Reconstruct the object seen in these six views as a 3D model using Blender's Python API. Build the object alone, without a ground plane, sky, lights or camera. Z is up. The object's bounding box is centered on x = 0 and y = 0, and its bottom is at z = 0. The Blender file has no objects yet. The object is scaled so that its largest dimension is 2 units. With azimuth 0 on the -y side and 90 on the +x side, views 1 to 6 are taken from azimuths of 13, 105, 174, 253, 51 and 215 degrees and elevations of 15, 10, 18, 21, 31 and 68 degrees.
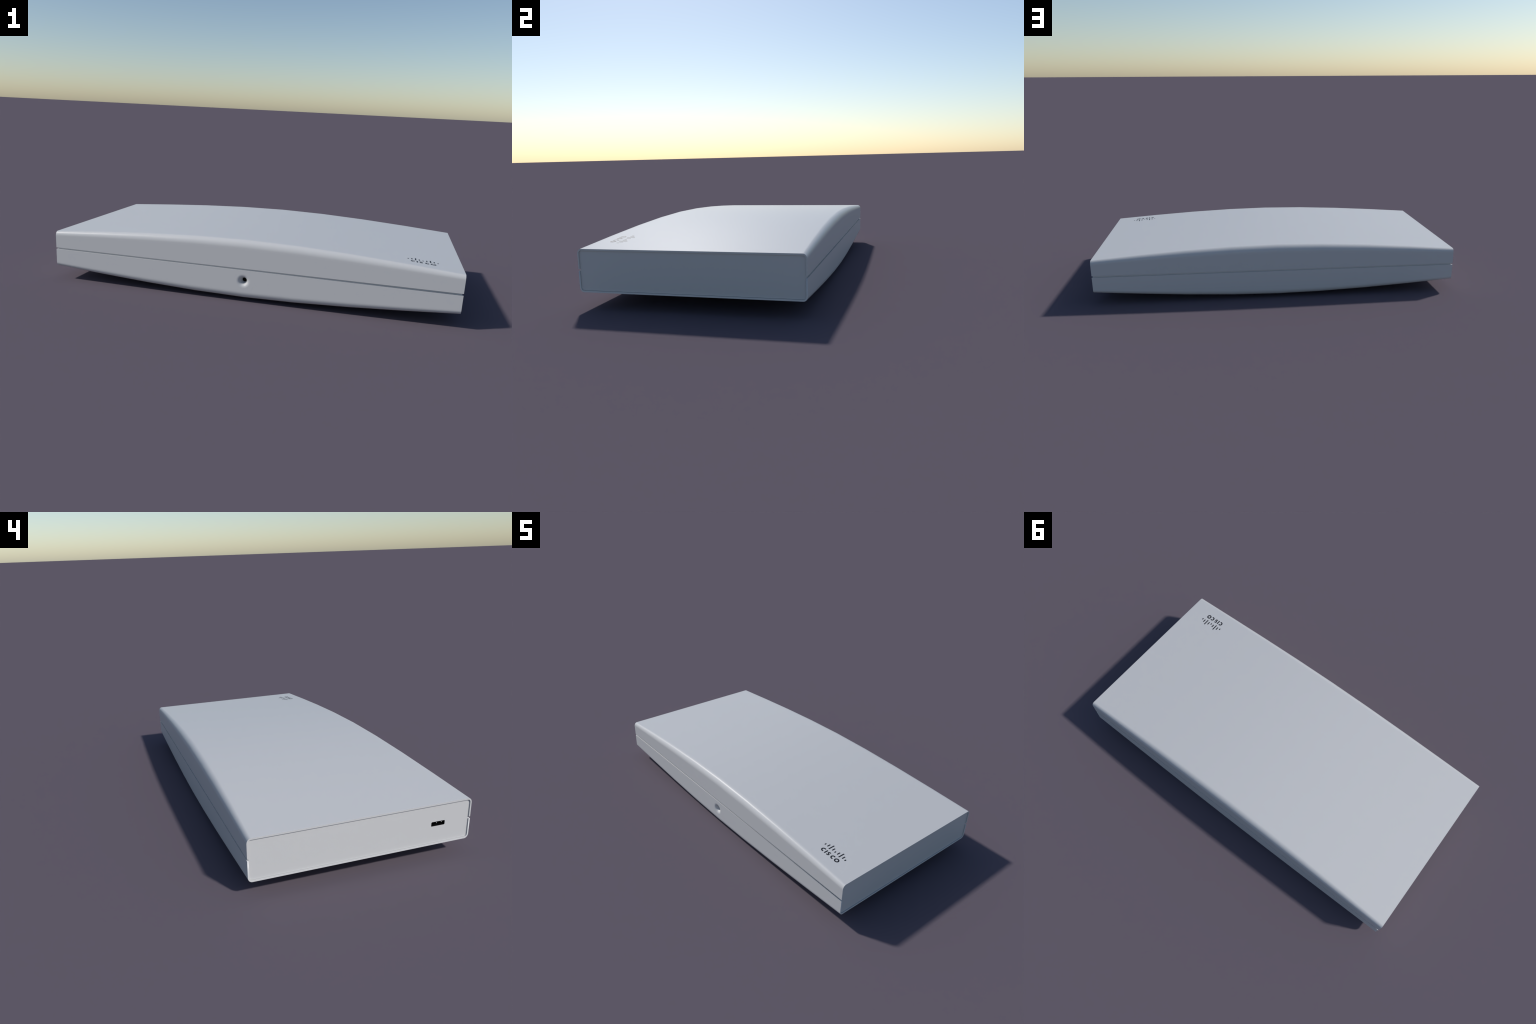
"""Slim pale-grey network device: two arched half shells around an inner frame,
recessed end panels, a socket in one end, a funnel-shaped recess in the front
and a small printed logo on top."""
import bpy, bmesh, math
from mathutils import Vector

# ------------------------------------------------------------------ sizes
HALF_LENGTH = 1.0
HALF_WIDTH = 0.4798
WALL_SIDE, WALL_CROWN = 0.0057, 0.0070   # shell thickness seen on the end rims
PANEL_RECESS = 0.0050    # end panels sit this far behind the rims
SEAM_TOP, SEAM_BOTTOM = 0.1678, 0.1593
MID = 0.1610             # plane of symmetry of the arched outline
# half-thickness of the arch at five stations from the middle to an end
STATIONS = (0.0, 0.25, 0.5, 0.75, 1.0)
ARCH = (0.1441, 0.1396, 0.1279, 0.1111, 0.0912)
RADIUS_END, RADIUS_MIDDLE = 0.018, 0.031
FILLET_STEPS = 10
RECESS_X, RECESS_Z, RECESS_R = 0.0, 0.1056, 0.034


def arch(x):
    """Half thickness of the body at x (piecewise straight, eight facets)."""
    x = min(abs(x), 1.0)
    for k in range(4):
        a, b = STATIONS[k], STATIONS[k + 1]
        if x <= b:
            return ARCH[k] + (ARCH[k + 1] - ARCH[k]) * (x - a) / (b - a)
    return ARCH[-1]


def edge_radius(x):
    return RADIUS_END + (RADIUS_MIDDLE - RADIUS_END) * (1 - min(abs(x), 1.0) ** 2)


def top_z(x):
    return MID + arch(x)


X_ROWS = sorted({s * v for v in STATIONS for s in (-1, 1)})


# ------------------------------------------------------------------ materials
def plastic(name, colour, roughness=0.365, grain=0.012, specular=0.22):
    m = bpy.data.materials.new(name)
    m.use_nodes = True
    nt = m.node_tree
    b = nt.nodes["Principled BSDF"]
    tc = nt.nodes.new("ShaderNodeTexCoord")
    n = nt.nodes.new("ShaderNodeTexNoise")
    n.inputs["Scale"].default_value = 260.0
    n.inputs["Detail"].default_value = 3.0
    nt.links.new(tc.outputs["Object"], n.inputs["Vector"])
    ramp = nt.nodes.new("ShaderNodeValToRGB")
    lo, hi = 1.0 - grain, 1.0 + grain
    ramp.color_ramp.elements[0].color = (*[c * lo for c in colour], 1)
    ramp.color_ramp.elements[1].color = (*[c * hi for c in colour], 1)
    nt.links.new(n.outputs["Fac"], ramp.inputs["Fac"])
    nt.links.new(ramp.outputs["Color"], b.inputs["Base Color"])
    b.inputs["Roughness"].default_value = roughness
    b.inputs["Specular IOR Level"].default_value = specular
    return m


GREY = (0.575, 0.575, 0.575)
shell_mat = plastic("matt_grey_shell", GREY)
panel_mat = plastic("matt_grey_panel", GREY)
frame_mat = plastic("matt_grey_frame", GREY)
dark_mat = plastic("black_plastic", (0.0025, 0.0025, 0.0025), 0.6, specular=0.15)
glint_mat = plastic("painted_glint_grey", (0.3, 0.3, 0.3), 0.35)
ink_mat = plastic("black_ink", (0.007, 0.007, 0.008), 0.42, specular=0.5)
rubber_mat = plastic("grey_rubber", (0.05, 0.05, 0.05), 0.8)


# ------------------------------------------------------------------ helpers
root = bpy.data.objects.new("network_device", None)
bpy.context.scene.collection.objects.link(root)
root["label"] = "slim pale grey arched network device with seam and logo"
root["category"] = "network device"


def add(name, bm, mat, parent=None, smooth_angle=None):
    me = bpy.data.meshes.new(name)
    bmesh.ops.recalc_face_normals(bm, faces=bm.faces)
    bm.to_mesh(me)
    bm.free()
    me.materials.append(mat)
    o = bpy.data.objects.new(name, me)
    bpy.context.scene.collection.objects.link(o)
    o.parent = parent or root
    if smooth_angle is not None:
        me.polygons.foreach_set("use_smooth", [True] * len(me.polygons))
        me.set_sharp_from_angle(angle=math.radians(smooth_angle))
    return o


def apply_modifiers(o):
    bpy.context.view_layer.update()
    dg = bpy.context.evaluated_depsgraph_get()
    me = bpy.data.meshes.new_from_object(o.evaluated_get(dg), depsgraph=dg)
    me.name = o.data.name
    o.modifiers.clear()
    o.data = me


def weighted_normals(o):
    w = o.modifiers.new("weighted", "WEIGHTED_NORMAL")
    w.keep_sharp = True
    w.weight = 70
    apply_modifiers(o)


def section(x, sign, seam_z, inset=(0.0, 0.0)):
    """Half cross-section (one shell) as (y, z) from one seam lip to the other,
    going over the crown. sign +1: upper half, -1: lower half."""
    r = edge_radius(x) - sum(inset) / 2
    w = HALF_WIDTH - inset[0]
    h = arch(x) - inset[1]
    crown = MID + sign * h
    lip = seam_z
    pts = [(-w, lip)]
    rz = r * (1.22 if sign > 0 else 1.1)             # the roll-over reaches further down the side than over the crown
    side_end = crown - sign * rz
    for f in (0.35, 0.7, 0.92):
        pts.append((-w, lip + (side_end - lip) * f))
    for k in range(FILLET_STEPS + 1):
        a = math.pi / 2 * k / FILLET_STEPS
        pts.append((-w + r - r * math.cos(a), crown - sign * (rz - rz * math.sin(a))))
    half = w - r
    for f in (-0.985, -0.7, -0.35, 0.0):
        pts.append((half * f, crown))
    return pts + [(-y, z) for y, z in reversed(pts[:-1])]


def build_shell(name, sign, seam_z):
    """Thin arched shell, open at both ends (the rims show the wall)."""
    bm = bmesh.new()
    rows_out, rows_in = [], []
    for x in X_ROWS:
        rows_out.append([bm.verts.new((x, y, z)) for y, z in section(x, sign, seam_z)])
        rows_in.append([bm.verts.new((x, y, z)) for y, z in section(x, sign, seam_z, (WALL_SIDE, WALL_CROWN))])
    for rows in (rows_out, rows_in):
        for a, b in zip(rows, rows[1:]):
            for i in range(len(a) - 1):
                bm.faces.new((a[i], a[i + 1], b[i + 1], b[i]))
    for o_row, i_row in ((rows_out[0], rows_in[0]), (rows_out[-1], rows_in[-1])):
        for i in range(len(o_row) - 1):
            bm.faces.new((o_row[i], o_row[i + 1], i_row[i + 1], i_row[i]))
    for c in (0, -1):
        for k in range(len(X_ROWS) - 1):
            bm.faces.new((rows_out[k][c], rows_out[k + 1][c], rows_in[k + 1][c], rows_in[k][c]))
    return add(name, bm, shell_mat, smooth_angle=40)


upper = build_shell("upper_shell", 1, SEAM_TOP)
lower = build_shell("lower_shell", -1, SEAM_BOTTOM)


# ------------------------------------------------------------------ front recess
def ring(bm, r, y, n=64):
    return [bm.verts.new((RECESS_X + r * math.cos(2 * math.pi * k / n), y,
                          RECESS_Z + r * math.sin(2 * math.pi * k / n))) for k in range(n)]


def revolve(bm, profile, cap_last=True, cap_first=False):
    rings = [ring(bm, r, y) for r, y in profile]
    n = len(rings[0])
    for a, b in zip(rings, rings[1:]):
        for k in range(n):
            bm.faces.new((a[k], a[(k + 1) % n], b[(k + 1) % n], b[k]))
    if cap_last:
        bm.faces.new(rings[-1])
    if cap_first:
        bm.faces.new(rings[0])


def front_cutter(radius):
    bm = bmesh.new()
    revolve(bm, [(radius, -HALF_WIDTH - 0.05), (radius, -HALF_WIDTH + 0.07)], cap_first=True)
    c = add("cutter", bm, dark_mat)
    return c


def cut(o, c):
    b = o.modifiers.new("cut", "BOOLEAN")
    b.operation, b.solver, b.object = "DIFFERENCE", "EXACT", c
    apply_modifiers(o)


cutter = front_cutter(RECESS_R)
cut(lower, cutter)

# funnel: flush with the wall at the lip, rolling over into a deep cone
FUNNEL = [(RECESS_R, 0.0), (0.0305, 0.0003), (0.0270, 0.0010), (0.0240, 0.0022),
          (0.0214, 0.0040), (0.0192, 0.0066), (0.0173, 0.0098), (0.0156, 0.0134),
          (0.0141, 0.0172), (0.0128, 0.0208), (0.0118, 0.0240), (0.0110, 0.0270), (0.0105, 0.0300), (0.0102, 0.0320)]
bm = bmesh.new()
revolve(bm, [(r, -HALF_WIDTH + d) for r, d in FUNNEL], cap_last=False)
funnel = add("pinhole_funnel", bm, shell_mat, smooth_angle=60)
funnel.data.flip_normals()
bm = bmesh.new()
revolve(bm, [(0.0102, -HALF_WIDTH + 0.0320), (0.0100, -HALF_WIDTH + 0.0324), (0.0100, -HALF_WIDTH + 0.042)])
hole = add("pinhole", bm, dark_mat, smooth_angle=40)

# ------------------------------------------------------------------ inner frame (seen in the seam)
GAP = 0.0002
bm = bmesh.new()
rows = []
XF = HALF_LENGTH - PANEL_RECESS - 0.012
for x in [max(-XF, min(XF, v)) for v in X_ROWS]:
    w, h = HALF_WIDTH - WALL_SIDE - GAP, arch(x) * 0.6
    rows.append([bm.verts.new((x, y, MID + z)) for y, z in ((-w, -h), (w, -h), (w, h), (-w, h))])
for a, b in zip(rows, rows[1:]):
    for k in range(4):
        bm.faces.new((a[k], a[(k + 1) % 4], b[(k + 1) % 4], b[k]))
bm.faces.new(rows[0])
bm.faces.new(rows[-1])
frame = add("inner_frame", bm, frame_mat)
cut(frame, cutter)
bpy.data.objects.remove(cutter, do_unlink=True)


# ------------------------------------------------------------------ end panels
def panel_outline(inset, steps=8):
    x = HALF_LENGTH
    r = edge_radius(x) - (WALL_SIDE + WALL_CROWN) / 2 - inset
    w, h = HALF_WIDTH - WALL_SIDE - inset, arch(x) - WALL_CROWN - inset
    pts = []
    for cy, cz, a0 in ((w - r, h - r, 0), (-(w - r), h - r, 90), (-(w - r), -(h - r), 180), (w - r, -(h - r), 270)):
        for k in range(steps + 1):
            a = math.radians(a0 + 90 * k / steps)
            pts.append((cy + r * math.cos(a), MID + cz + r * math.sin(a)))
    return pts


def build_panel(s):
    bm = bmesh.new()
    x0 = s * (HALF_LENGTH - PANEL_RECESS)
    face_edge = [bm.verts.new((x0, y, z)) for y, z in panel_outline(GAP + 0.0002)]
    rim = [bm.verts.new((x0 - s * 0.0002, y, z)) for y, z in panel_outline(GAP)]
    back = [bm.verts.new((x0 - s * 0.0118, y, z)) for y, z in panel_outline(GAP)]
    bm.faces.new(face_edge)
    for a, b in ((face_edge, rim), (rim, back)):
        n = len(a)
        for k in range(n):
            bm.faces.new((a[k], a[(k + 1) % n], b[(k + 1) % n], b[k]))
    bm.faces.new(back)
    return add("end_panel", bm, panel_mat, smooth_angle=30)


panel_left = build_panel(-1)
panel_right = build_panel(1)

# ------------------------------------------------------------------ socket in one end panel
SLOT_Y, SLOT_Z = -0.3305, 0.1608
SLOT_W, SLOT_H, SLOT_R = 0.0632, 0.0200, 0.0042


def slot_outline(w, h, r, steps=6):
    pts = []
    for cy, cz, a0 in ((w / 2 - r, h / 2 - r, 0), (-w / 2 + r, h / 2 - r, 90), (-w / 2 + r, -h / 2 + r, 180), (w / 2 - r, -h / 2 + r, 270)):
        for k in range(steps + 1):
            a = math.radians(a0 + 90 * k / steps)
            pts.append((SLOT_Y + cy + r * math.cos(a), SLOT_Z + cz + r * math.sin(a)))
    return pts


def prism(bm, outline, xa, xb, cap_a=True, cap_b=True):
    a = [bm.verts.new((xa, y, z)) for y, z in outline]
    b = [bm.verts.new((xb, y, z)) for y, z in outline]
    n = len(a)
    for k in range(n):
        bm.faces.new((a[k], a[(k + 1) % n], b[(k + 1) % n], b[k]))
    if cap_a:
        bm.faces.new(a)
    if cap_b:
        bm.faces.new(b)


PX = -(HALF_LENGTH - PANEL_RECESS)
bm = bmesh.new()
prism(bm, slot_outline(SLOT_W, SLOT_H, SLOT_R), PX - 0.05, PX + 0.13)
cutter = add("cutter", bm, dark_mat)
cut(panel_left, cutter)
cut(frame, cutter)
bpy.data.objects.remove(cutter, do_unlink=True)

bm = bmesh.new()
prism(bm, slot_outline(SLOT_W - 0.0004, SLOT_H - 0.0004, SLOT_R - 0.0002), PX + 0.0008, PX + 0.12, cap_a=False)
socket = add("socket", bm, dark_mat, smooth_angle=40)
socket.data.flip_normals()
# two glints inside the socket, modelled as slanted grey slivers
for dy in (0.004, -0.019):
    bm = bmesh.new()
    zt = SLOT_Z + SLOT_H / 2 - 0.0006
    pts = [(PX + 0.003, zt - 0.0072), (PX + 0.004, zt - 0.0086), (PX + 0.030, zt), (PX + 0.024, zt)]
    sides = []
    for y in (SLOT_Y + dy - 0.0016, SLOT_Y + dy + 0.0016):
        sides.append([bm.verts.new((px, y, pz)) for px, pz in pts])
        bm.faces.new(sides[-1])
    for k in range(4):
        bm.faces.new((sides[0][k], sides[0][(k + 1) % 4], sides[1][(k + 1) % 4], sides[1][k]))
    add("modelled_glint", bm, glint_mat, parent=socket)

# ------------------------------------------------------------------ printed logo
INK = 0.0003


def stroke(name, path, width, closed=False, round_ends=True):
    """Flat ink stroke of even width along a path of (x, y), laid on the crown."""
    bm = bmesh.new()
    n = len(path)
    left, right = [], []
    for i, (x, y) in enumerate(path):
        if closed:
            a, b = path[i - 1], path[(i + 1) % n]
        else:
            a, b = path[max(i - 1, 0)], path[min(i + 1, n - 1)]
        d = Vector((b[0] - a[0], b[1] - a[1])).normalized()
        nx, ny = -d.y * width / 2, d.x * width / 2
        left.append((x + nx, y + ny))
        right.append((x - nx, y - ny))

    def pair(p):
        z = top_z(p[0])
        return bm.verts.new((p[0], p[1], z + INK)), bm.verts.new((p[0], p[1], z - 0.002))
    L, R = [pair(p) for p in left], [pair(p) for p in right]
    for i in range(n if closed else n - 1):
        j = (i + 1) % n
        bm.faces.new((L[i][0], L[j][0], R[j][0], R[i][0]))
        bm.faces.new((L[i][1], L[j][1], R[j][1], R[i][1]))
        bm.faces.new((L[i][0], L[j][0], L[j][1], L[i][1]))
        bm.faces.new((R[i][0], R[j][0], R[j][1], R[i][1]))
    if not closed:
        for i in (0, n - 1):
            bm.faces.new((L[i][0], R[i][0], R[i][1], L[i][1]))
    return add(name, bm, ink_mat, smooth_angle=30)


def rounded_bar(name, x, y0, y1, width, cap=0.35):
    """Upright ink bar with softly rounded ends."""
    bm = bmesh.new()
    r = width * cap
    pts = []
    for cx, cy, a0 in ((width / 2 - r, y1 - r, 0), (-width / 2 + r, y1 - r, 90), (-width / 2 + r, y0 + r, 180), (width / 2 - r, y0 + r, 270)):
        for k in range(5):
            a = math.radians(a0 + 90 * k / 4)
            pts.append((x + cx + r * math.cos(a), cy + r * math.sin(a)))
    top = [bm.verts.new((px, py, top_z(px) + INK)) for px, py in pts]
    bot = [bm.verts.new((px, py, top_z(px) - 0.002)) for px, py in pts]
    n = len(pts)
    for k in range(n):
        bm.faces.new((top[k], top[(k + 1) % n], bot[(k + 1) % n], bot[k]))
    bm.faces.new(top)
    bm.faces.new(bot)
    return add(name, bm, ink_mat, smooth_angle=30)


BAR_FIRST, BAR_PITCH, BAR_WIDTH = 0.7535, 0.01685, 0.0060
SPAN = {"short": (-0.3612, -0.3498), "medium": (-0.3600, -0.3396), "tall": (-0.3668, -0.3288)}
for i, kind in enumerate(("short", "medium", "tall", "medium", "short", "medium", "tall", "medium", "short")):
    rounded_bar("logo_bar", BAR_FIRST + i * BAR_PITCH, *SPAN[kind], BAR_WIDTH)

LETTER_Y, LETTER_R, PEN = -0.3898, 0.0097, 0.0066


def arc(cx, cy, r, a0, a1, n=28, squash=1.0):
    return [(cx + r * squash * math.cos(math.radians(a0 + (a1 - a0) * k / n)),
             cy + r * math.sin(math.radians(a0 + (a1 - a0) * k / n))) for k in range(n + 1)]


for cx in (0.7772, 0.8412):
    tail = LETTER_R * math.sin(math.radians(60))
    path = arc(cx, LETTER_Y, LETTER_R, 62, 298)
    path = [(cx + LETTER_R * 0.50, LETTER_Y + LETTER_R * 0.93)] + path[1:-1] + [(cx + LETTER_R * 0.50, LETTER_Y - LETTER_R * 0.93)]
    stroke("logo_letter", path, PEN)
rounded_bar("logo_letter", 0.7936, LETTER_Y - 0.0128, LETTER_Y + 0.0120, PEN, cap=0.1)
r = 0.0050
s_path = [(0.8108 + 0.0058, LETTER_Y + 0.0095)] + arc(0.8108, LETTER_Y + r * 0.95, r, 70, 255, 18, 1.0) + \
         arc(0.8108, LETTER_Y - r * 0.95, r, 75, -110, 18, 1.0) + [(0.8108 - 0.0062, LETTER_Y - 0.0088)]
stroke("logo_letter", s_path, PEN * 0.9)
stroke("logo_letter", arc(0.8655, LETTER_Y, LETTER_R, 0, 360, 40)[:-1], PEN, closed=True)

# ------------------------------------------------------------------ foot under the belly
bm = bmesh.new()
FOOT_TOP = MID - arch(0.0) + 0.004
prev = None
for r, z in ((0.117, 0.0), (0.120, 0.003), (0.120, FOOT_TOP)):
    cur = [bm.verts.new((r * math.cos(2 * math.pi * k / 64), r * math.sin(2 * math.pi * k / 64), z)) for k in range(64)]
    if prev:
        for k in range(64):
            bm.faces.new((prev[k], prev[(k + 1) % 64], cur[(k + 1) % 64], cur[k]))
    else:
        bm.faces.new(cur)
    prev = cur
bm.faces.new(prev)
add("foot_pad", bm, rubber_mat, smooth_angle=40)

for o in (upper, lower):
    o.data.set_sharp_from_angle(angle=math.radians(40))
    weighted_normals(o)


# Light-to-dark fade baked into the lower shell's flat rims and lips: the
# normals of the rim turn upward towards the lip, and those of the lip outward
# towards the ends.
def bake_rim_shading(o):
    me = o.data
    normals = [Vector(c.vector) for c in me.corner_normals]
    for p in me.polygons:
        is_rim = abs(p.normal.x) > 0.9 and all(abs(abs(me.vertices[v].co.x) - HALF_LENGTH) < 1e-4 for v in p.vertices)
        is_lip = p.normal.z > 0.9 and all(abs(me.vertices[v].co.z - SEAM_BOTTOM) < 1e-4 for v in p.vertices)
        if not (is_rim or is_lip):
            continue
        for li in p.loop_indices:
            co = me.vertices[me.loops[li].vertex_index].co
            if is_rim:
                f = max(0.0, min(1.0, (co.z - (MID - ARCH[-1] + RADIUS_END)) / (SEAM_BOTTOM - MID + ARCH[-1] - RADIUS_END)))
                normals[li] = Vector((math.copysign(1, co.x), 0, 0.18 + 0.82 * f)).normalized()
            else:
                normals[li] = Vector((co.x, 0, 1)).normalized()
    me.normals_split_custom_set(normals)


bake_rim_shading(lower)
